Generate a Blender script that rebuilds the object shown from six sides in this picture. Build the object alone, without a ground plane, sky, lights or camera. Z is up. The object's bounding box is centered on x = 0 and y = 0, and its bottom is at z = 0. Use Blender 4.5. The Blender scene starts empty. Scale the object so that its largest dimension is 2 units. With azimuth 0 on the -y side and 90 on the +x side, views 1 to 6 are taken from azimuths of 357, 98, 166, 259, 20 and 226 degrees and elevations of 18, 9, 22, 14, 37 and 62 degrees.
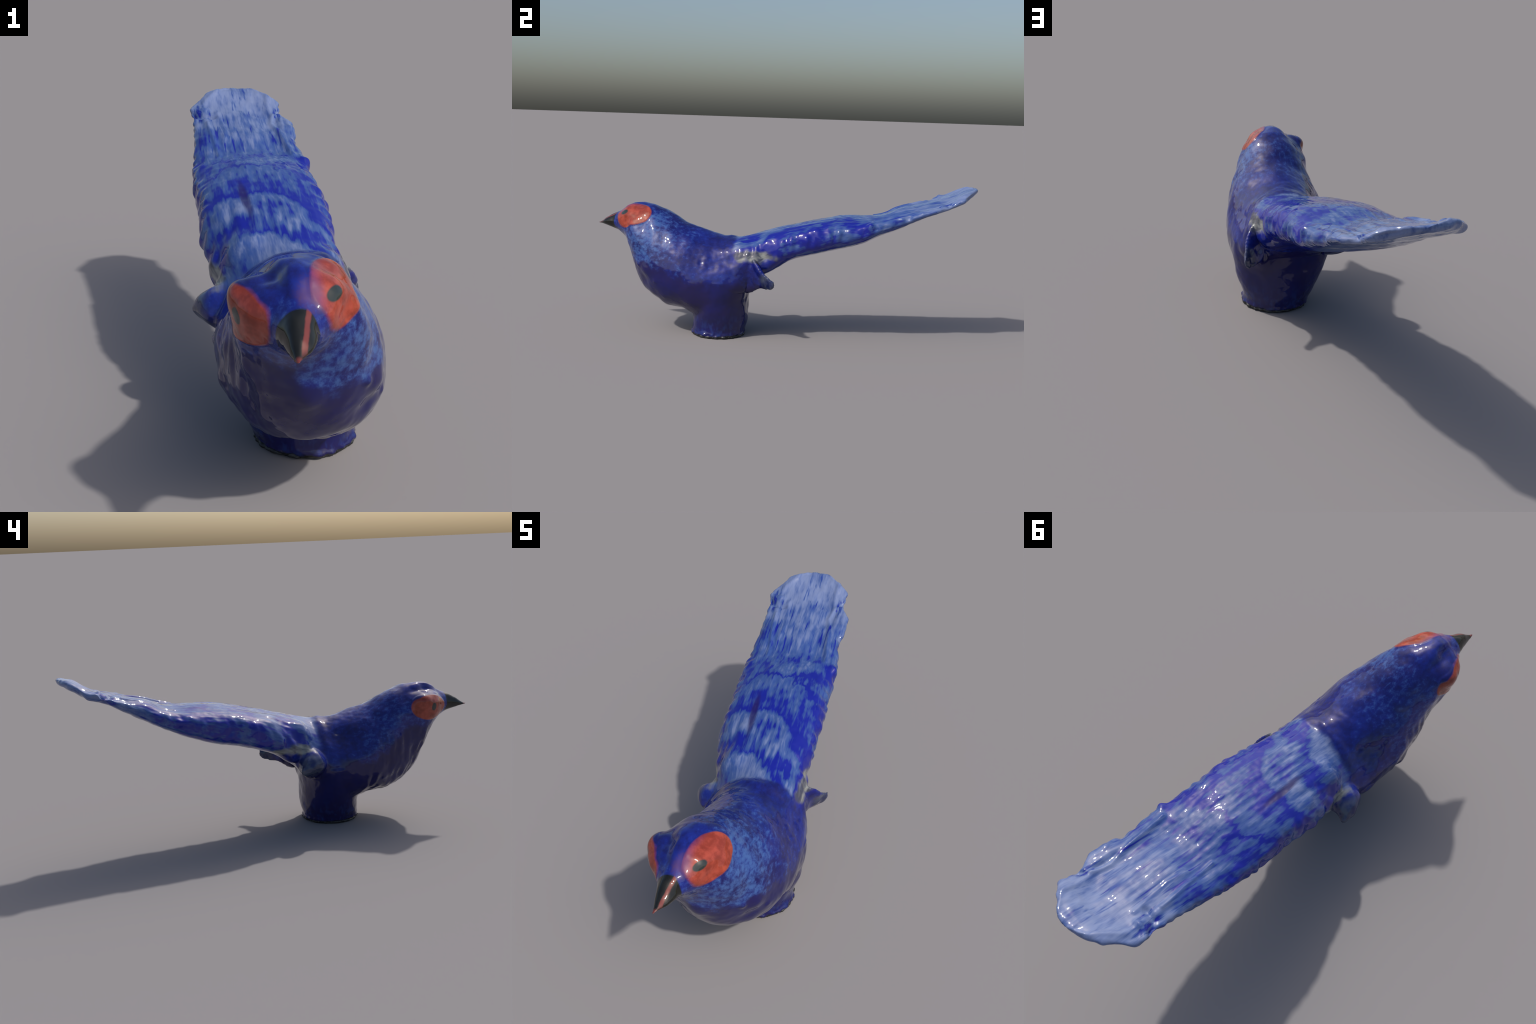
"""Glazed ceramic bird: a stout blue body on a short round foot, a long broad
tail rising behind, red face patches with dark eyes, a black pointed beak and
two small folded wing tips at the waist.

Everything is computed: a loft through cross-sections gives body and tail,
a second loft gives the foot, two small lofts give the wing tips. They are
fused into one skin, relief is added by rule, and the skin is then separated
into its parts. Colours are node masks on object coordinates."""
import bpy, math
import numpy as np
from mathutils import Vector

BASE = np.array([0.05, -0.30, 0.0])          # foot centre: origin of all parts
VOXEL = 0.0042

# --------------------------------------------------------------- helpers
def hermite(xk, V, x):
    """smooth monotone interpolation of rows V given at xk"""
    d = (V[1:] - V[:-1]) / (xk[1:] - xk[:-1])[:, None]
    m = np.zeros_like(V)
    a, b = d[:-1], d[1:]
    with np.errstate(divide="ignore", invalid="ignore"):
        m[1:-1] = np.where(a * b > 0, 2 * a * b / (a + b), 0)
    m[0], m[-1] = d[0], d[-1]
    i = np.clip(np.searchsorted(xk, x) - 1, 0, len(xk) - 2)
    h = (xk[i + 1] - xk[i])[:, None]
    t = (x - xk[i])[:, None] / h
    return ((2*t**3 - 3*t**2 + 1) * V[i] + (t**3 - 2*t**2 + t) * h * m[i]
            + (-2*t**3 + 3*t**2) * V[i + 1] + (t**3 - t**2) * h * m[i + 1])


def sstep(a, b, x):
    t = np.clip((x - a) / (b - a), 0, 1)
    return t * t * (3 - 2 * t)


def bump_at(P, c, r):
    """gaussian weight around point c with radii r"""
    q = (P - np.array(c)) / np.array(r)
    return np.exp(-(q * q).sum(1))


def noise3(P, seed=0):
    """gradient noise in about -1..1 on points P (n,3)"""
    i = np.floor(P).astype(np.int64)
    f = P - i
    u = f * f * f * (f * (f * 6 - 15) + 10)
    out = np.zeros(len(P))
    for dx in (0, 1):
        for dy in (0, 1):
            for dz in (0, 1):
                h = ((i[:, 0] + dx) * 73856093 ^ (i[:, 1] + dy) * 19349663
                     ^ (i[:, 2] + dz) * 83492791 ^ (seed * 2654435761)) & 0xFFFFFFFF
                h = (h ^ (h >> 13)) * 1274126177 & 0xFFFFFFFF
                h = (h ^ (h >> 16))
                a = (h & 1023) / 1023 * 2 * np.pi
                c = ((h >> 10) & 1023) / 1023 * 2 - 1
                s = np.sqrt(1 - c * c)
                g = s*np.cos(a)*(f[:, 0]-dx) + s*np.sin(a)*(f[:, 1]-dy) + c*(f[:, 2]-dz)
                w = (np.where(dx, u[:, 0], 1-u[:, 0]) * np.where(dy, u[:, 1], 1-u[:, 1])
                     * np.where(dz, u[:, 2], 1-u[:, 2]))
                out += w * g
    return out * 1.6


def grid_mesh(rings):
    """closed tube of rings (n,m,3) with both ends capped"""
    n, m, _ = rings.shape
    verts = [tuple(p) for p in rings.reshape(-1, 3)]
    faces = []
    for i in range(n - 1):
        for j in range(m):
            k = (j + 1) % m
            faces.append((i*m + j, i*m + k, (i+1)*m + k, (i+1)*m + j))
    for i, flip in ((0, True), (n - 1, False)):
        c = len(verts)
        verts.append(tuple(rings[i].mean(0)))
        for j in range(m):
            k = (j + 1) % m
            faces.append((i*m + k, i*m + j, c) if flip else (i*m + j, i*m + k, c))
    return verts, faces


# ----------------------------------------------------- body and tail loft
# One row per cross-section, beak tip to tail tip:
#  y, top z, bottom z, x of top, left x, right x, height of widest point (0..1),
#  upper roundness, lower roundness, sideways tilt, bow of the section
SECTIONS = np.array([
    (-1.006, 0.544, 0.544, -0.047, -0.047, -0.043, 0.44, 1.55, 1.80,  0.37, -0.004),
    (-0.985, 0.554, 0.542, -0.047, -0.049, -0.031, 0.45, 1.55, 1.80,  0.34, -0.005),
    (-0.950, 0.577, 0.534, -0.045, -0.057, -0.006, 0.49, 1.55, 1.80,  0.27, -0.005),
    (-0.910, 0.598, 0.522, -0.040, -0.066,  0.011, 0.53, 1.55, 1.80,  0.19, -0.006),
    (-0.875, 0.611, 0.508, -0.030, -0.080,  0.028, 0.57, 1.85, 1.84,  0.11, -0.006),
    (-0.845, 0.627, 0.489, -0.017, -0.103,  0.053, 0.60, 1.81, 1.75,  0.03, -0.006),
    (-0.815, 0.651, 0.449, -0.005, -0.130,  0.084, 0.63, 1.76, 1.75, -0.05, -0.007),
    (-0.780, 0.662, 0.377,  0.000, -0.147,  0.114, 0.64, 1.75, 1.83, -0.16, -0.008),
    (-0.740, 0.663, 0.284, -0.006, -0.156,  0.141, 0.66, 1.75, 2.11, -0.23, -0.009),
    (-0.690, 0.660, 0.207, -0.014, -0.149,  0.162, 0.59, 1.83, 2.32, -0.11, -0.012),
    (-0.630, 0.643, 0.171, -0.014, -0.156,  0.198, 0.50, 1.98, 2.47, -0.02, -0.014),
    (-0.560, 0.611, 0.140,  0.009, -0.174,  0.219, 0.46, 1.95, 2.40, -0.08, -0.012),
    (-0.480, 0.572, 0.130,  0.030, -0.194,  0.235, 0.47, 1.75, 2.40, -0.08, -0.007),
    (-0.400, 0.549, 0.107,  0.031, -0.193,  0.242, 0.45, 1.75, 2.40, -0.09, -0.006),
    (-0.330, 0.529, 0.121,  0.035, -0.198,  0.244, 0.44, 1.75, 2.34, -0.08, -0.005),
    (-0.260, 0.520, 0.164,  0.044, -0.190,  0.236, 0.42, 1.75, 2.32, -0.04, -0.003),
    (-0.190, 0.523, 0.221,  0.050, -0.181,  0.219, 0.40, 1.75, 2.35, -0.02, -0.003),
    (-0.120, 0.539, 0.285,  0.045, -0.181,  0.191, 0.42, 1.83, 2.44, -0.03, -0.003),
    (-0.040, 0.563, 0.348,  0.029, -0.199,  0.165, 0.44, 2.25, 2.60, -0.05, -0.003),
    ( 0.060, 0.585, 0.408, -0.020, -0.225,  0.178, 0.44, 2.68, 2.80,  0.02, -0.003),
    ( 0.180, 0.614, 0.442, -0.032, -0.227,  0.176, 0.49, 2.71, 2.81,  0.02, -0.002),
    ( 0.300, 0.635, 0.472, -0.040, -0.237,  0.164, 0.48, 2.73, 2.79,  0.04, -0.003),
    ( 0.420, 0.641, 0.509, -0.050, -0.242,  0.159, 0.48, 2.80, 2.76,  0.01, -0.002),
    ( 0.520, 0.657, 0.557, -0.052, -0.239,  0.155, 0.50, 2.89, 2.88,  0.03, -0.001),
    ( 0.620, 0.695, 0.603, -0.057, -0.238,  0.130, 0.49, 2.97, 2.96, -0.02, -0.001),
    ( 0.700, 0.711, 0.646, -0.057, -0.234,  0.134, 0.50, 2.98, 2.94, -0.03,  0.000),
    ( 0.780, 0.734, 0.687, -0.061, -0.241,  0.132, 0.50, 2.99, 2.92, -0.06,  0.000),
    ( 0.840, 0.752, 0.708, -0.074, -0.248,  0.099, 0.50, 3.00, 2.91, -0.08,  0.000),
    ( 0.885, 0.772, 0.726, -0.072, -0.226,  0.088, 0.50, 3.00, 2.91, -0.09,  0.001),
    ( 0.925, 0.796, 0.747, -0.065, -0.193,  0.086, 0.50, 2.99, 2.90, -0.09,  0.000),
    ( 0.955, 0.807, 0.764, -0.059, -0.169,  0.056, 0.50, 2.99, 2.90, -0.09, -0.000),
    ( 0.978, 0.809, 0.779, -0.055, -0.123,  0.013, 0.50, 2.99, 2.90, -0.07, -0.000),
    ( 0.992, 0.808, 0.794, -0.052, -0.079, -0.021, 0.50, 3.00, 2.90, -0.05, -0.000),
    ( 1.000, 0.806, 0.803, -0.050, -0.051, -0.044, 0.50, 3.00, 2.90, -0.04,  0.000),
])

# foot loft, bottom to top: z, centre x, centre y, half width x, half depth y
FOOT = np.array([
    (0.000, 0.056, -0.304, 0.130, 0.128),
    (0.010, 0.050, -0.302, 0.145, 0.140),
    (0.025, 0.046, -0.301, 0.146, 0.138),
    (0.060, 0.042, -0.298, 0.157, 0.141),
    (0.120, 0.040, -0.293, 0.178, 0.143),
    (0.200, 0.034, -0.294, 0.202, 0.142),
    (0.300, 0.020, -0.291, 0.225, 0.150),
])


def body_rings(rows, per=9, around=144):
    Y = rows[:, 0]
    ys = np.unique(np.concatenate([np.linspace(a, b, per) for a, b in zip(Y[:-1], Y[1:])]))
    q = hermite(Y, rows[:, 1:], ys)
    zt, zb, xt, xl, xr, f, pu, pl, tilt, bow = [q[:, i:i+1] for i in range(10)]
    th = np.linspace(0, 2*np.pi, around, endpoint=False)[None]
    c, s = np.cos(th), np.sin(th)
    zm = zb + (zt - zb) * f
    p = np.where(s >= 0, pu, pl)
    ex = np.sign(c) * np.abs(c) ** (2 / p)
    ez = np.sign(s) * np.abs(s) ** (2 / p)
    xm, hw = (xl + xr) / 2, (xr - xl) / 2
    z = zm + np.where(s >= 0, zt - zm, zm - zb) * ez
    x = np.where(s >= 0, xm + (xt - xm) * np.abs(ez), xm) + hw * ex
    u = (x - xm) / np.maximum(hw, 0.01)
    z = z + tilt * (x - xm) + bow * u * u
    return np.stack([x, np.broadcast_to(ys[:, None], x.shape), z], -1)


def foot_rings(around=144):
    zs = np.linspace(0, 0.30, 50)
    q = hermite(FOOT[:, 0], FOOT[:, 1:], zs)
    th = np.linspace(0, 2*np.pi, around, endpoint=False)[None]
    x = q[:, 0:1] + q[:, 2:3] * np.cos(th)
    y = q[:, 1:2] + q[:, 3:4] * np.sin(th)
    return np.stack([x, y, np.broadcast_to(zs[:, None], x.shape)], -1)


def wing_rings(path, around=40):
    """blade: each row is centre xyz, half height, half thickness, lean"""
    path = np.array(path)
    t = np.linspace(0, 1, len(path))
    ts = np.linspace(0, 1, 26)
    q = hermite(t, path, ts)
    th = np.linspace(0, 2*np.pi, around, endpoint=False)[None]
    d = np.gradient(q[:, :2], axis=0)
    d /= np.linalg.norm(d, axis=1)[:, None]
    side = np.stack([d[:, 1], -d[:, 0]], 1)                 # across the blade
    cs, sn = np.cos(th), np.sin(th)
    h = q[:, 3:4] * np.sign(sn) * np.abs(sn) ** 1.35          # pinched to sharp edges
    w = q[:, 4:5] * np.sign(cs) * np.abs(cs) ** 1.35 + q[:, 5:6] * h   # and leaning
    x = q[:, 0:1] + side[:, 0:1] * w
    y = q[:, 1:2] + side[:, 1:2] * w
    return np.stack([x, y, q[:, 2:3] + h], -1)


WING_RIGHT = [(0.110, -0.200, 0.360, 0.100, 0.040, 0.0),
              (0.160, -0.130, 0.358, 0.096, 0.024, 0.1),
              (0.196, -0.078, 0.345, 0.072, 0.014, 0.3),
              (0.222, -0.038, 0.320, 0.044, 0.010, 0.35),
              (0.240, -0.006, 0.310, 0.028, 0.008, 0.25),
              (0.249,  0.015, 0.312, 0.015, 0.006, 0.1)]
WING_LEFT = [(-0.120, -0.170, 0.333, 0.080, 0.080, 0.0),
             (-0.176, -0.155, 0.336, 0.072, 0.075, -0.1),
             (-0.208, -0.138, 0.333, 0.054, 0.054, -0.2),
             (-0.232, -0.115, 0.324, 0.032, 0.030, -0.2),
             (-0.248, -0.095, 0.316, 0.012, 0.010, -0.2)]


def fused_skin():
    verts, faces = [], []
    for rings in (body_rings(SECTIONS), foot_rings(), wing_rings(WING_RIGHT), wing_rings(WING_LEFT)):
        v, f = grid_mesh(rings)
        n = len(verts)
        verts += v
        faces += [tuple(i + n for i in g) for g in f]
    me = bpy.data.meshes.new("skin_draft")
    me.from_pydata(verts, [], faces)
    import bmesh
    bm = bmesh.new()
    bm.from_mesh(me)
    bmesh.ops.recalc_face_normals(bm, faces=bm.faces)
    bm.to_mesh(me)
    bm.free()
    ob = bpy.data.objects.new("skin_draft", me)
    bpy.context.scene.collection.objects.link(ob)
    m = ob.modifiers.new("fuse", "REMESH")
    m.mode, m.voxel_size = "VOXEL", VOXEL
    m = ob.modifiers.new("soften", "SMOOTH")
    m.factor, m.iterations = 0.5, 7
    dg = bpy.context.evaluated_depsgraph_get()
    out = bpy.data.meshes.new_from_object(ob.evaluated_get(dg))
    bpy.data.objects.remove(ob)
    bpy.data.meshes.remove(me)
    return out


def coords(me):
    a = np.empty(len(me.vertices) * 3)
    me.vertices.foreach_get("co", a)
    return a.reshape(-1, 3)


def normals(me):
    a = np.empty(len(me.vertices) * 3)
    me.vertex_normals.foreach_get("vector", a)
    return a.reshape(-1, 3)


# --------------------------------------------------- places on the surface
def patch_right(P):
    b = (P[:, 0] - 0.060) * -0.685 + (P[:, 2] - 0.602) * 0.728 - 0.005
    a = 9.98 * (P[:, 1] + 0.7685) + 2.25 * b
    r = np.sqrt(a*a + (13.4 * b) ** 2)
    return np.where((P[:, 0] > -0.03) & (P[:, 2] > 0.5) & (P[:, 1] < -0.62), r, 9)


def patch_left(P):
    b = P[:, 2] - 0.559
    a = 10.1 * (P[:, 1] + 0.768) - 1.07 * b
    r = np.sqrt(a*a + (16.5 * b) ** 2)
    return np.where((P[:, 0] < -0.055) & (P[:, 1] < -0.62), r, 9)


def eye_right(P):
    ax = np.array([-0.035, -0.043, -0.012]); ax /= np.linalg.norm(ax)
    d = P - np.array([0.050, -0.822, 0.616])
    along = d @ ax
    r2 = (d * d).sum(1) - along ** 2
    return np.sqrt((along / 0.030) ** 2 + np.maximum(r2, 0) / 0.0165 ** 2)


def eye_left(P):
    d = P - np.array([-0.147, -0.785, 0.562])
    return np.sqrt((d[:, 0] / 0.03) ** 2 + (d[:, 1] / 0.016) ** 2 + (d[:, 2] / 0.021) ** 2)


def beak_edge(P):
    """negative on the beak"""
    return (P[:, 1] + 0.882 + 0.6 * np.maximum(P[:, 0] + 0.01, 0) - 0.4 * np.maximum(0.55 - P[:, 2], 0))


def tail_u(P):
    """-1..1 across the tail"""
    q = hermite(SECTIONS[:, 0], SECTIONS[:, 1:], np.clip(P[:, 1], -1, 1))
    return (P[:, 0] - (q[:, 3] + q[:, 4]) / 2) / np.maximum((q[:, 4] - q[:, 3]) / 2, 0.02)


# raised folds on the tail's upper face: points (x, y), height, half width
FOLDS = [([(0.105, 0.860), (0.060, 0.810), (0.051, 0.750), (0.066, 0.700), (0.088, 0.582), (0.106, 0.495)], 0.007, 0.010),
         ([(-0.185, 0.720), (-0.175, 0.640), (-0.160, 0.560), (-0.150, 0.480)], 0.006, 0.008),
         ([(-0.150, 0.800), (-0.131, 0.720), (-0.121, 0.650), (-0.130, 0.570)], 0.003, 0.008),
         ([(-0.245, 0.800), (-0.210, 0.770), (-0.165, 0.765)], -0.010, 0.012),
         ([(-0.250, 0.835), (-0.220, 0.815), (-0.185, 0.815)], 0.008, 0.012),
         ([(0.110, 0.880), (0.075, 0.835), (0.070, 0.770)], -0.006, 0.010)]


def fold_height(P):
    d = np.zeros(len(P))
    for pts, h, w in FOLDS:
        pts = np.array(pts)
        best = np.full(len(P), 9.0)
        for a, b in zip(pts[:-1], pts[1:]):
            ab = b - a
            t = np.clip(((P[:, :2] - a) @ ab) / (ab @ ab), 0, 1)
            q = P[:, :2] - a - t[:, None] * ab
            best = np.minimum(best, (q * q).sum(1))
        d += h * np.exp(-best / w ** 2)
    return d


# centre, radius, height of soft swells and hollows
SWELLS = [((-0.170, -0.055, 0.370), 0.050, 0.018), ((-0.135, -0.130, 0.470), 0.040, 0.012), ((0.210, -0.300, 0.410), 0.060, -0.009),
          ((0.065, -0.690, 0.625), 0.055, 0.014), ((0.090, -0.815, 0.570), 0.040, -0.018),
          ((0.147, -0.440, 0.498), 0.045, 0.006), ((0.130, -0.190, 0.485), 0.045, 0.010),
          ((0.205, -0.230, 0.400), 0.055, -0.014), ((0.170, -0.670, 0.345), 0.040, 0.014),
          ((-0.100, -0.115, 0.500), 0.055, 0.030), ((-0.140, -0.650, 0.540), 0.040, 0.015),
          ((-0.137, -0.696, 0.365), 0.045, -0.012), ((0.000, -0.780, 0.350), 0.050, 0.014),
          ((-0.150, -0.570, 0.230), 0.045, -0.004), ((-0.150, -0.320, 0.440), 0.080, -0.018),
          ((0.175, -0.150, 0.250), 0.055, 0.030), ((0.020, -0.897, 0.573), 0.025, -0.006),
          ((0.150, -0.050, 0.390), 0.045, 0.024), ((0.110, 0.020, 0.410), 0.050, 0.010), ((-0.060, 0.360, 0.650), 0.080, 0.010), ((-0.060, 0.920, 0.790), 0.070, -0.010)]


def fillet(me, steps=60):
    """round the inner corners where foot and wing tips meet the body"""
    P = coords(me)
    e = np.empty(len(me.edges) * 2, np.int64)
    me.edges.foreach_get("vertices", e)
    a, b = e.reshape(-1, 2).T
    n = np.bincount(a, minlength=len(P)) + np.bincount(b, minlength=len(P))
    x, y, z = P.T
    w = sstep(0.05, 0.10, z) * sstep(0.26, 0.20, z) * sstep(-0.58, -0.50, y)
    root = np.maximum(bump_at(P, (0.185, -0.110, 0.350), (0.03, 0.06, 0.10)), bump_at(P, (-0.185, -0.155, 0.335), (0.025, 0.09, 0.10)))
    w = np.maximum(w, 0.8 * root)[:, None] * 0.5
    for _ in range(steps):
        m = np.stack([np.bincount(a, P[b, k], len(P)) + np.bincount(b, P[a, k], len(P)) for k in range(3)], 1) / n[:, None]
        P = P + w * (m - P)
    me.vertices.foreach_set("co", P.ravel())
    me.update()


def relief(me):
    P, Nn = coords(me), normals(me)
    x, y, z = P.T
    d = np.full(len(P), 0.0006) * sstep(0.03, 0.08, z)          # make up for the softening
    d += 0.004 * sstep(0.96, 0.99, y)
    tail = sstep(-0.22, -0.10, y)
    body = 1 - tail
    u = np.clip(tail_u(P), -1.2, 1.2)
    up = sstep(0.2, 0.7, Nn[:, 2])
    side = 1 - np.abs(Nn[:, 2])
    # body: soft lumps, finer ripples, folds down the left breast
    d += body * 0.0030 * noise3(P * 16, 1) + body * sstep(0.36, 0.26, z) * 0.007 * noise3(P * 9, 11)
    d += 0.0008 * noise3(P * 45, 2)
    breast = body * sstep(-0.02, -0.12, x) * sstep(-0.35, -0.5, y) * sstep(0.52, 0.42, z)
    d += breast * 0.006 * noise3(P * np.array([34, 34, 12]), 3)
    # waist: the body overlaps the tail root in a lip
    top = sstep(0.38, 0.46, z)
    wob = 0.012 * noise3(P * 18, 9)
    d += up * top * (0.0035 * np.exp(-((y + 0.245 + wob) / 0.02) ** 2) - 0.0025 * np.exp(-((y + 0.205 + wob) / 0.016) ** 2))
    T = np.stack([x + 0.06 * y, y, z - 0.32 * y], 1)          # straightened along the tail
    # tail: long streaks, slanting scallops on the flanks, chipped edges
    d += tail * (0.35 + 0.65 * up) * 0.0026 * noise3(T * np.array([36, 8, 26]), 4)
    d += tail * up * 0.0005 * noise3(T * np.array([85, 20, 60]), 5)
    slant = y + 0.35 * z
    d += tail * side * 0.0030 * np.sin(2*np.pi * slant / 0.066 + 5.0 * noise3(P * 8, 6))
    d += tail * side * 0.0090 * noise3(P * np.array([12, 26, 14]), 7)
    # knobbly upper edges
    edge = np.exp(-((np.abs(u) - 0.92) / 0.10) ** 2) * up
    d += tail * edge * 0.006 * noise3(T * np.array([20, 28, 20]), 12)
    # far part of the tail: shallow pan with raised lips
    pan = sstep(0.42, 0.54, y) * up
    d += pan * (0.005 * np.exp(-((np.abs(u) - 0.74) / 0.09) ** 2) - 0.018 * sstep(0.95, 0.80, y) * np.exp(-((u - 0.52) / 0.33) ** 2))
    d += up * fold_height(P)
    # crown: a ledge right of the middle, a trough towards the left brow
    crown = sstep(0.45, 0.75, Nn[:, 2]) * np.exp(-((y + 0.785) / 0.045) ** 2)
    d += crown * (0.005 * sstep(-0.052, -0.036, x) * sstep(0.02, -0.02, x) - 0.008 * np.exp(-((x + 0.068) / 0.016) ** 2))
    # head
    d += 0.020 * bump_at(P, (-0.142, -0.710, 0.592), (0.035, 0.06, 0.03))
    d -= 0.018 * bump_at(P, (-0.085, -0.745, 0.640), (0.028, 0.06, 0.025))
    d += 0.0035 * (sstep(1.04, 0.93, patch_right(P)) + sstep(1.04, 0.93, patch_left(P)))
    # broad swells and hollows of the hand-shaped body
    for c, r, h in SWELLS:
        d += h * bump_at(P, c, (r, r, r))
    # small knobs on the right breast, pits on the left shoulder
    for c, r, h in (((0.212, -0.618, 0.284), 0.014, 0.014), ((0.146, -0.718, 0.362), 0.013, 0.010),
                    ((0.175, -0.690, 0.320), 0.016, 0.006), ((-0.099, -0.304, 0.462), 0.012, -0.010),
                    ((-0.190, -0.215, 0.345), 0.011, -0.008), ((0.185, -0.345, 0.415), 0.02, 0.006),
                    ((0.201, -0.374, 0.390), 0.012, -0.008), ((0.155, 0.472, 0.625), 0.022, 0.012),
                    ((0.128, 0.735, 0.705), 0.02, 0.008), ((-0.235, 0.865, 0.735), 0.025, 0.008), ((-0.238, 0.795, 0.715), 0.018, -0.010),
                    ((0.095, 0.850, 0.735), 0.018, -0.008), ((0.095, 0.912, 0.750), 0.02, 0.006), ((0.135, 0.655, 0.670), 0.02, -0.008), ((0.090, -0.432, 0.006), 0.03, 0.003), ((0.190, -0.365, 0.012), 0.02, 0.008)):
        d += h * bump_at(P, c, (r, r, r))
    # ragged rim of the foot
    rim = sstep(0.03, 0.008, z) * sstep(-0.6, -0.3, -np.abs(Nn[:, 2]))
    d += rim * (0.001 + 0.009 * noise3(P * np.array([38, 38, 60]), 8))
    Q = P + Nn * d[:, None]
    # foot stands flat
    Q[:, 2] = np.where(P[:, 2] < 0.003, np.minimum(Q[:, 2], 0.004), Q[:, 2])
    Q[:, 2] = np.maximum(Q[:, 2], 0.0)
    # beak tip keeps its point
    me.vertices.foreach_set("co", Q.ravel())
    me.update()


def foot_rim(root, material):
    """ragged dark crust of clay and glaze around the standing ring"""
    around, rings = 220, []
    th = np.linspace(0, 2*np.pi, around, endpoint=False)
    circle = np.stack([np.cos(th), np.sin(th), 0 * th], 1)
    reach = 0.000 + 0.008 * noise3(circle * 5.0, 21) + 0.005 * noise3(circle * 17.0, 22)
    lift = 0.004 * noise3(circle * 9.0, 23)
    for grow, z, k in ((-0.030, 0.0005, 0), (-0.004, 0.0005, 0), (0.001, 0.001, 0.7), (0.002, 0.004, 1.0),
                       (0.001, 0.009, 0.8), (-0.006, 0.013, 0.0), (-0.030, 0.010, 0)):
        x = 0.050 + (0.141 + grow + k * reach) * circle[:, 0]
        y = -0.302 + (0.136 + grow + k * reach) * circle[:, 1]
        zz = np.maximum(z + lift * (z > 0.003), 0.0005)
        rings.append(np.stack([x, y, zz], 1))
    v, f = grid_mesh(np.array(rings))
    me = bpy.data.meshes.new("foot_rim")
    me.from_pydata([tuple(np.array(p) - BASE) for p in v], [], f)
    me.shade_smooth()
    me.materials.append(material)
    ob = bpy.data.objects.new("foot_rim", me)
    bpy.context.scene.collection.objects.link(ob)
    ob.parent = root


# ------------------------------------------------------------ separation
PART_NAMES = ["torso", "head", "beak", "face_patch", "face_patch", "eye", "eye", "tail", "wing", "wing", "foot"]


def regions(C):
    """part index for each face centre"""
    x, y, z = C.T
    r = np.zeros(len(C), int)
    r[y + 0.45 * (z - 0.5) < -0.60] = 1
    r[(y < -0.5) & (z < 0.44 - 0.5 * (y + 0.8))] = 0
    r[(y > -0.5) & (r == 1)] = 0
    r[y > -0.215 + 0.25 * np.maximum(0.5 - z, 0)] = 7
    r[(z < 0.36) & (y < 0.0) & (r == 7)] = 0
    r[(x > 0.188) & (y > -0.12) & (z < 0.385)] = 8
    r[(x < -0.196) & (y > -0.21) & (y < -0.05) & (z < 0.385)] = 9
    r[(z < 0.13) & (y > -0.47)] = 10
    r[patch_right(C) < 1] = 3
    r[patch_left(C) < 1] = 4
    r[beak_edge(C) < 0] = 2
    r[eye_right(C) < 1] = 5
    r[eye_left(C) < 1] = 6
    return r


def separate(me, root, materials):
    P, Nn = coords(me), normals(me)
    nl = len(me.polygons)
    loops = np.empty(len(me.loops), np.int64)
    me.loops.foreach_get("vertex_index", loops)
    start = np.empty(nl, np.int64); me.polygons.foreach_get("loop_start", start)
    total = np.empty(nl, np.int64); me.polygons.foreach_get("loop_total", total)
    C = np.add.reduceat(P[loops], start) / total[:, None]
    reg = regions(C)
    for k, name in enumerate(PART_NAMES):
        sel = np.where(reg == k)[0]
        if not len(sel):
            continue
        faces = [loops[start[i]:start[i] + total[i]] for i in sel]
        used = np.unique(np.concatenate(faces))
        remap = np.full(len(P), -1); remap[used] = np.arange(len(used))
        part = bpy.data.meshes.new(name)
        part.from_pydata([tuple(p) for p in P[used] - BASE], [], [tuple(int(i) for i in remap[f]) for f in faces])
        part.shade_smooth()
        part.normals_split_custom_set_from_vertices([tuple(n) for n in Nn[used]])
        ob = bpy.data.objects.new(name, part)
        bpy.context.scene.collection.objects.link(ob)
        ob.parent = root
        part.materials.append(materials[name])

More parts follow.
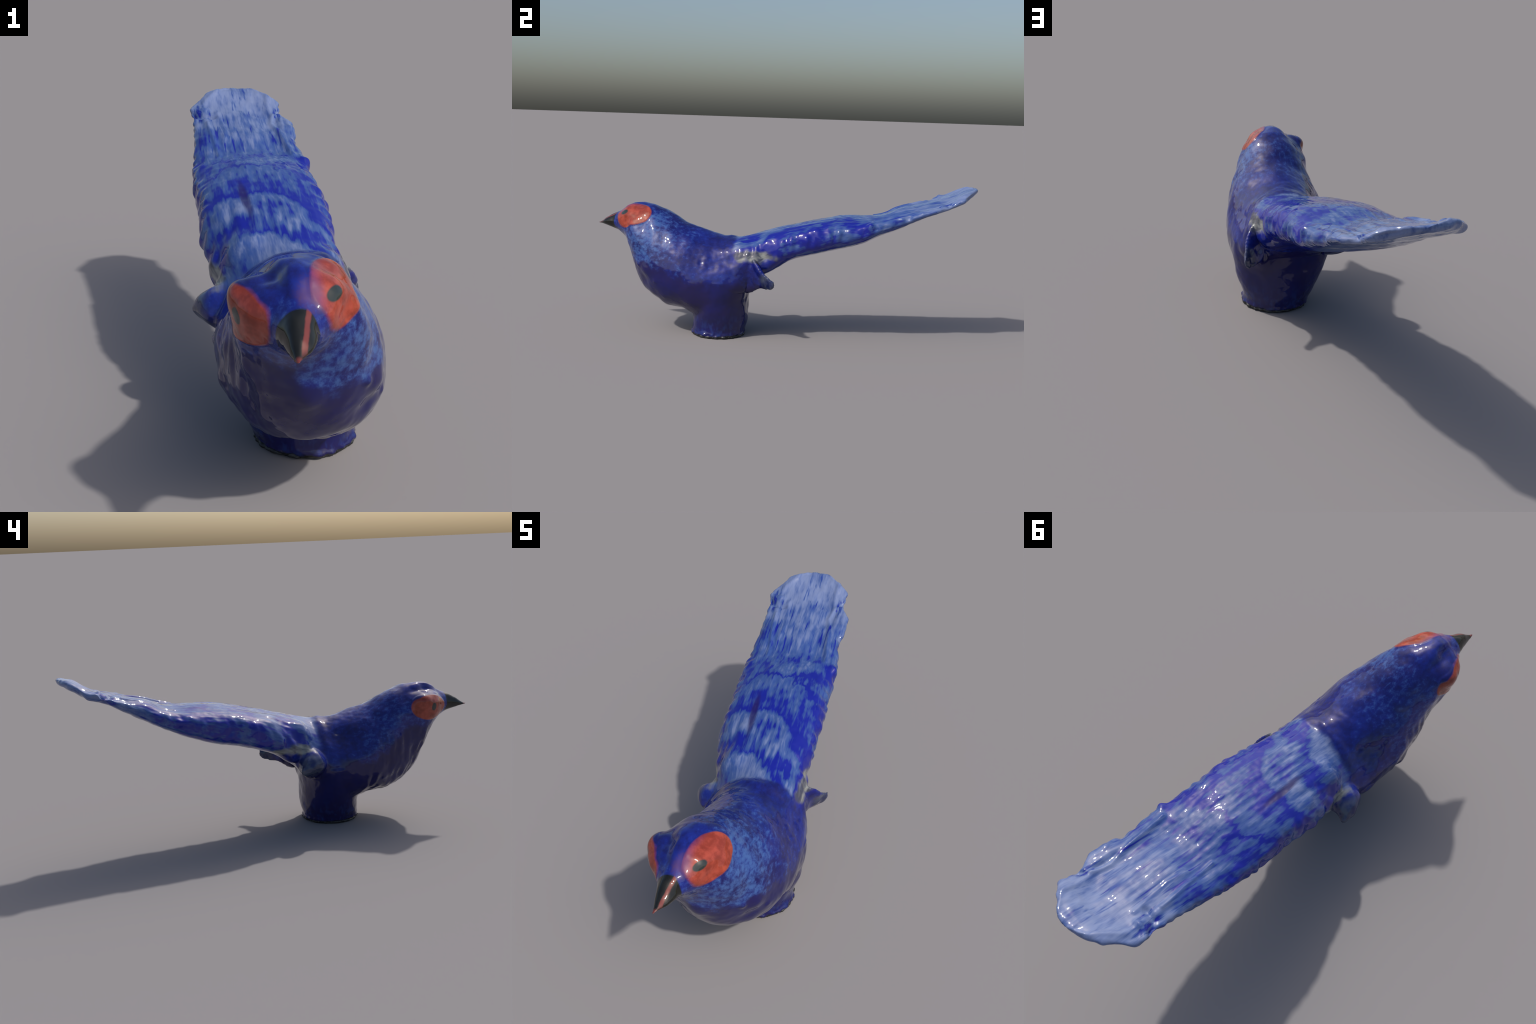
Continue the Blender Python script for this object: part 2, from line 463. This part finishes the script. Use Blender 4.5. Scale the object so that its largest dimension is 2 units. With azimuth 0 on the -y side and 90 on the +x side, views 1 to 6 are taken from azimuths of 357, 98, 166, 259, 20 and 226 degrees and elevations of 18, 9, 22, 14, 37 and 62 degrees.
# -------------------------------------------------------------- materials
class G:
    """small expression builder for shader nodes"""
    def __init__(self, name, rough):
        self.m = bpy.data.materials.new(name)
        self.m.use_nodes = True
        self.t = self.m.node_tree
        self.b = self.t.nodes["Principled BSDF"]
        self.b.inputs["Roughness"].default_value = rough
        self.b.inputs["IOR"].default_value = 1.5
        tc = self.t.nodes.new("ShaderNodeTexCoord")
        self.p = self.vec("ADD", tc.outputs["Object"], tuple(BASE))      # figurine frame
        s = self.t.nodes.new("ShaderNodeSeparateXYZ")
        self.t.links.new(self.p, s.inputs[0])
        self.x, self.y, self.z = (E(self, s.outputs[i]) for i in range(3))

        c = self.t.nodes.new("ShaderNodeCombineXYZ")                     # straightened along the tail
        for i, v in enumerate((self.x + self.y * 0.06, self.y, self.z - self.y * 0.32)):
            self.put(c.inputs[i], v)
        self.tail = c.outputs[0]

    def put(self, sock, v):
        if isinstance(v, E):
            v = v.o
        if isinstance(v, bpy.types.NodeSocket):
            self.t.links.new(v, sock)
        else:
            sock.default_value = v

    def math(self, op, *a):
        n = self.t.nodes.new("ShaderNodeMath")
        n.operation = op
        for i, v in enumerate(a):
            self.put(n.inputs[i], v)
        return E(self, n.outputs[0])

    def vec(self, op, a, b):
        n = self.t.nodes.new("ShaderNodeVectorMath")
        n.operation = op
        self.put(n.inputs[0], a)
        self.put(n.inputs[1], b)
        return n.outputs[0]

    def noise(self, scale, detail=3, rough=0.55, stretch=(1, 1, 1), distort=0.0, along=False):
        n = self.t.nodes.new("ShaderNodeTexNoise")
        n.inputs["Scale"].default_value = scale
        n.inputs["Detail"].default_value = detail
        n.inputs["Roughness"].default_value = rough
        n.inputs["Distortion"].default_value = distort
        self.put(n.inputs["Vector"], self.vec("MULTIPLY", self.tail if along else self.p, stretch))
        return E(self, n.outputs["Fac"])

    def step(self, a, b, v):
        """smooth 0..1 as v goes from a to b (either order)"""
        n = self.t.nodes.new("ShaderNodeMapRange")
        n.interpolation_type = "SMOOTHSTEP"
        lo, hi, f, t = (a, b, 0.0, 1.0) if a < b else (b, a, 1.0, 0.0)
        self.put(n.inputs["Value"], v)
        for k, w in zip(("From Min", "From Max", "To Min", "To Max"), (lo, hi, f, t)):
            n.inputs[k].default_value = w
        return E(self, n.outputs["Result"])

    def mix(self, f, a, b):
        n = self.t.nodes.new("ShaderNodeMix")
        n.data_type = "RGBA"
        self.put(n.inputs["Factor"], f)
        for k, v in (("A", a), ("B", b)):
            s = [i for i in n.inputs if i.name == k and i.type == "RGBA"][0]
            self.put(s, v if not isinstance(v, tuple) else (*v, 1.0))
        return [o for o in n.outputs if o.type == "RGBA"][0]

    def blob(self, c, r):
        """distance to c measured in radii r"""
        s = None
        for v, ci, ri in zip((self.x, self.y, self.z), c, r):
            t = (v - ci) * (1 / ri)
            s = t * t if s is None else s + t * t
        return self.math("SQRT", s)

    def finish(self, colour, bump=None, strength=0.3, distance=0.002):
        self.put(self.b.inputs["Base Color"], colour)
        if bump is not None:
            n = self.t.nodes.new("ShaderNodeBump")
            n.inputs["Strength"].default_value = strength
            n.inputs["Distance"].default_value = distance
            self.put(n.inputs["Height"], bump)
            self.t.links.new(n.outputs[0], self.b.inputs["Normal"])
        return self.m


class E:
    def __init__(self, g, o): self.g, self.o = g, o
    def __add__(self, k): return self.g.math("ADD", self, k)
    def __radd__(self, k): return self.g.math("ADD", k, self)
    def __sub__(self, k): return self.g.math("SUBTRACT", self, k)
    def __rsub__(self, k): return self.g.math("SUBTRACT", k, self)
    def __mul__(self, k): return self.g.math("MULTIPLY", self, k)
    def __rmul__(self, k): return self.g.math("MULTIPLY", k, self)
    def max(self, k): return self.g.math("MAXIMUM", self, k)
    def min(self, k): return self.g.math("MINIMUM", self, k)
    def abs(self): return self.g.math("ABSOLUTE", self)


INDIGO, NAVY = (0.012, 0.009, 0.070), (0.007, 0.008, 0.088)
ROYAL, SKY = (0.009, 0.021, 0.215), (0.046, 0.108, 0.305)
DEEP, STEEL, PALE = (0.007, 0.013, 0.240), (0.036, 0.078, 0.255), (0.145, 0.190, 0.350)
GREY = (0.270, 0.280, 0.240)
RED, BRICK = (0.370, 0.064, 0.038), (0.215, 0.030, 0.016)


def blue_glaze(g):
    """the blue ground common to head, torso, wings, tail and foot"""
    x, y, z = g.x, g.y, g.z
    fine = g.noise(58, 5, 0.65, (1.0, 0.7, 0.9), 0.15)
    broad = g.noise(7, 3, 0.5)
    edge = g.noise(16, 2, 0.5)
    # mottled zone: above a wavy line from breast to waist
    limit = 0.30 + g.step(-0.40, -0.66, y) * 0.075 + g.step(0.05, -0.10, x) * (0.03 + g.step(-0.5, -0.7, y) * 0.06) + (edge - 0.5) * 0.12
    mott = g.step(-0.02, 0.02, z - limit)
    # how pale the mottling is: most around neck and throat, least on the back at the waist
    pale = g.blob((0.11, -0.68, 0.50), (0.20, 0.16, 0.17))
    pale = g.step(1.45, 0.4, pale) * 0.34 + (broad - 0.5) * 0.6 - 0.10 - g.step(-0.48, -0.30, y) * 0.22 - g.step(0.60, 0.64, z) * g.step(-0.60, -0.72, y) * 0.35
    spots = g.step(0.38, 0.74, fine + (pale - 0.10) * 0.5)
    base = g.mix(g.step(0.35, 0.65, broad), INDIGO, NAVY)
    upper = g.mix(g.step(0.34, 0.66, fine * 0.5 + broad * 0.5), NAVY, ROYAL)
    upper = g.mix(spots * 0.95, upper, SKY)
    c = g.mix(mott, base, upper)
    # thin mottling near the ground
    low = g.step(0.16, 0.03, z) * g.step(0.45, 0.70, g.noise(40, 3, 0.6, (1, 1, 0.5)))
    c = g.mix(low * 0.5, c, (0.02, 0.05, 0.22))
    # tail: chevron bands running forward along the flanks
    warp = g.noise(9, 2, 0.5)
    flow = g.noise(30, 2, 0.5, (1.8, 0.26, 1.4), 0.25, True)
    grain = g.noise(72, 2, 0.55, (1.6, 0.24, 1.3), 0.2, True)
    dx = x + 0.055
    ridge = 0.572 + (y + 0.04) * 0.30
    s = y + dx * dx * 5.0 + (z - ridge) * 0.6 + (flow - 0.5) * 0.17 + (warp - 0.5) * 0.24
    ramp = g.t.nodes.new("ShaderNodeValToRGB")
    g.put(ramp.inputs[0], (s + 0.3) * (1 / 1.6))
    el = ramp.color_ramp.elements
    stops = [(-0.20, .60), (-0.13, .68), (-0.09, .18), (-0.03, .28), (0.02, .55), (0.08, .66), (0.13, .15), (0.20, .30),
             (0.26, .50), (0.31, .48), (0.335, .10), (0.37, .36), (0.46, .50), (0.53, .66), (0.585, .38), (0.63, .62), (0.80, .68), (1.0, .76)]
    for i, (a, v) in enumerate(stops):
        e = el[i] if i < 2 else el.new(0.5)
        e.position = (a + 0.3) / 1.6
        e.color = (v, v, v, 1)
    tone = E(g, ramp.outputs[0]) * 1.40 - 0.17 + (grain - 0.5) * 0.65 + (flow - 0.5) * 1.0
    # flanks and edges stay deep blue until the last stretch
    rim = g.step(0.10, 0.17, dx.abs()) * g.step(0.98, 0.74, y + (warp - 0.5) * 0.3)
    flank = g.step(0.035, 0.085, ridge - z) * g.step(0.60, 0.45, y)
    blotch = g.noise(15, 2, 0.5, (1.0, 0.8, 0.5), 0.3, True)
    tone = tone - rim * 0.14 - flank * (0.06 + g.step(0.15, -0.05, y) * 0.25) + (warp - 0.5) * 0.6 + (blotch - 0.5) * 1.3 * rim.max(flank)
    streak = g.step(0.56, 0.70, g.noise(34, 2, 0.5, (2.0, 0.17, 1.5), 0.2, True)) * g.step(0.42, 0.52, y) * g.step(1.02, 0.88, y)
    tone = tone - streak * 0.42
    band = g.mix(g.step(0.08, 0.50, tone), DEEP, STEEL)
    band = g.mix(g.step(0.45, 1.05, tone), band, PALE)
    tip = g.step(0.50, 0.95, y) * g.step(0.25, 0.8, tone)
    band = g.mix(tip * 0.4, band, (0.200, 0.255, 0.430))
    # dark drip along the middle of the tail root
    w = (dx + 0.030 + (y - 0.09) * 0.12) * (1 / 0.017)
    l = (y - 0.09) * (1 / 0.13)
    drip = g.math("SQRT", w * w + l * l)
    band = g.mix(g.step(1.15, 0.4, drip + (flow - 0.5) * 0.9) * 0.85, band, (0.014, 0.008, 0.080))
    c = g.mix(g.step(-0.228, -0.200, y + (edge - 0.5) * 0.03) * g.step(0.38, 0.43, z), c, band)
    # bare grey patches at the waist under the tail root
    right = g.blob((0.170, -0.105, 0.438), (0.05, 0.13, 0.036))
    left = g.blob((-0.190, -0.080, 0.415), (0.05, 0.13, 0.028))
    bare = g.step(1.15, 0.6, right.min(left) + (edge - 0.5) * 1.6 + (flow - 0.5) * 0.8)
    greys = g.mix(g.step(0.35, 0.65, flow), (0.060, 0.065, 0.080), GREY)
    c = g.mix(bare * 0.9, c, greys)
    # thin glaze on the wing tips
    wings = g.blob((0.24, -0.02, 0.31), (0.05, 0.08, 0.06)).min(g.blob((-0.225, -0.13, 0.335), (0.06, 0.09, 0.075)))
    c = g.mix(g.step(1.1, 0.6, wings) * 0.75, c, g.mix(g.step(0.3, 0.7, g.noise(22, 3)), (0.016, 0.024, 0.070), (0.075, 0.090, 0.110)))
    g.fine, g.broad, g.edge, g.flow, g.grain = fine, broad, edge, flow, grain
    return c


def add_face(g, c):
    """red patches and dark eyes, with soft brushed edges"""
    x, y, z = g.x, g.y, g.z
    wob = (g.edge - 0.5) * 0.10
    b = (x - 0.060) * -0.685 + (z - 0.602) * 0.728 - 0.005
    a = (y + 0.7685) * 9.98 + b * 2.25
    right = g.math("SQRT", a * a + b * b * 13.4**2) + g.step(0.00, -0.03, x) * 3
    b = z - 0.559
    a = (y + 0.768) * 10.1 - b * 1.07
    left = g.math("SQRT", a * a + b * b * 16.5**2) + g.step(-0.075, -0.05, x) * 3
    soft = g.step(0.05, 0.0, x) * g.step(-0.05, 0.0, x)            # brushed towards the crown
    mask = g.step(1.03, 0.95, left + wob).max(g.step(1.03, 0.95, right + wob) * (1 - soft * 0.5 * g.step(0.5, 1.0, right)))
    red = g.mix(g.step(0.35, 0.68, g.noise(22, 4, 0.6)), BRICK, RED)
    c = g.mix(mask, c, red)
    brushed = g.step(1.2, 0.3, g.blob((0.000, -0.845, 0.625), (0.035, 0.055, 0.04)) + (g.fine - 0.5))
    c = g.mix(brushed * 0.5, c, (0.14, 0.07, 0.17))
    d = [(v - k) for v, k in zip((x, y, z), (0.050, -0.822, 0.616))]
    ax = (-0.617, -0.758, -0.212)
    al = d[0] * ax[0] + d[1] * ax[1] + d[2] * ax[2]
    r2 = d[0] * d[0] + d[1] * d[1] + d[2] * d[2] - al * al
    er = g.math("SQRT", (al * al * (1 / 0.030**2) + r2 * (1 / 0.0165**2)).max(0.0))
    elf = g.blob((-0.147, -0.785, 0.562), (0.03, 0.016, 0.021))
    return g.mix(g.step(1.05, 0.80, er.min(elf)), c, (0.022, 0.030, 0.030))


def beak_colour(g, c):
    x, y, z = g.x, g.y, g.z
    e = y + 0.882 + (x + 0.01).max(0.0) * 0.6 - (0.55 - z).max(0.0) * 0.4
    on = g.step(0.004, -0.004, e + (g.edge - 0.5) * 0.01)
    dark = g.mix(g.noise(40, 3), (0.004, 0.005, 0.005), (0.014, 0.014, 0.011))
    # worn red ridge on the right of the crest and at the very tip
    crest = (x + 0.012 - (y + 0.90) * 0.22).abs() * (1 / 0.006)
    worn = g.step(1.2, 0.5, crest + (g.noise(30, 2) - 0.5) * 1.2) * g.step(0.545, 0.560, z)
    worn = worn.max(g.step(-0.978, -0.988, y) * 0.8)
    dark = g.mix(worn * 0.7, dark, (0.22, 0.045, 0.040))
    return g.mix(on, c, dark)


def make_materials():
    mats = {}
    for name in ("torso", "head", "beak", "face_patch", "eye", "tail", "wing", "foot"):
        g = G("glazed_" + name, 0.025)
        c = blue_glaze(g)
        if name in ("head", "beak", "face_patch", "eye", "torso"):
            c = add_face(g, c)
        if name in ("head", "beak", "face_patch"):
            c = beak_colour(g, c)
        if name in ("foot", "torso"):
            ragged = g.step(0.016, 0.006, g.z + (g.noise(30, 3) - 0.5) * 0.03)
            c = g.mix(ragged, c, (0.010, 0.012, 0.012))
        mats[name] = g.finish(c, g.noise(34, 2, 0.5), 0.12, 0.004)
    g = G("dark_clay_crust", 0.45)
    c = g.mix(g.step(0.40, 0.65, g.noise(35, 4)), (0.006, 0.007, 0.008), (0.030, 0.034, 0.036))
    mats["foot_rim"] = g.finish(c, g.noise(120, 3), 0.5, 0.003)
    return mats


# ------------------------------------------------------------------ build
def main():
    skin = fused_skin()
    fillet(skin)
    relief(skin)
    root = bpy.data.objects.new("bird_figurine", None)
    root.location = tuple(BASE)
    root.empty_display_size = 0.1
    bpy.context.scene.collection.objects.link(root)
    root["label"] = "glossy blue glazed ceramic bird with red face patches"
    root["category"] = "bird figurine"
    materials = make_materials()
    separate(skin, root, materials)
    foot_rim(root, materials["foot_rim"])
    bpy.data.meshes.remove(skin)


main()
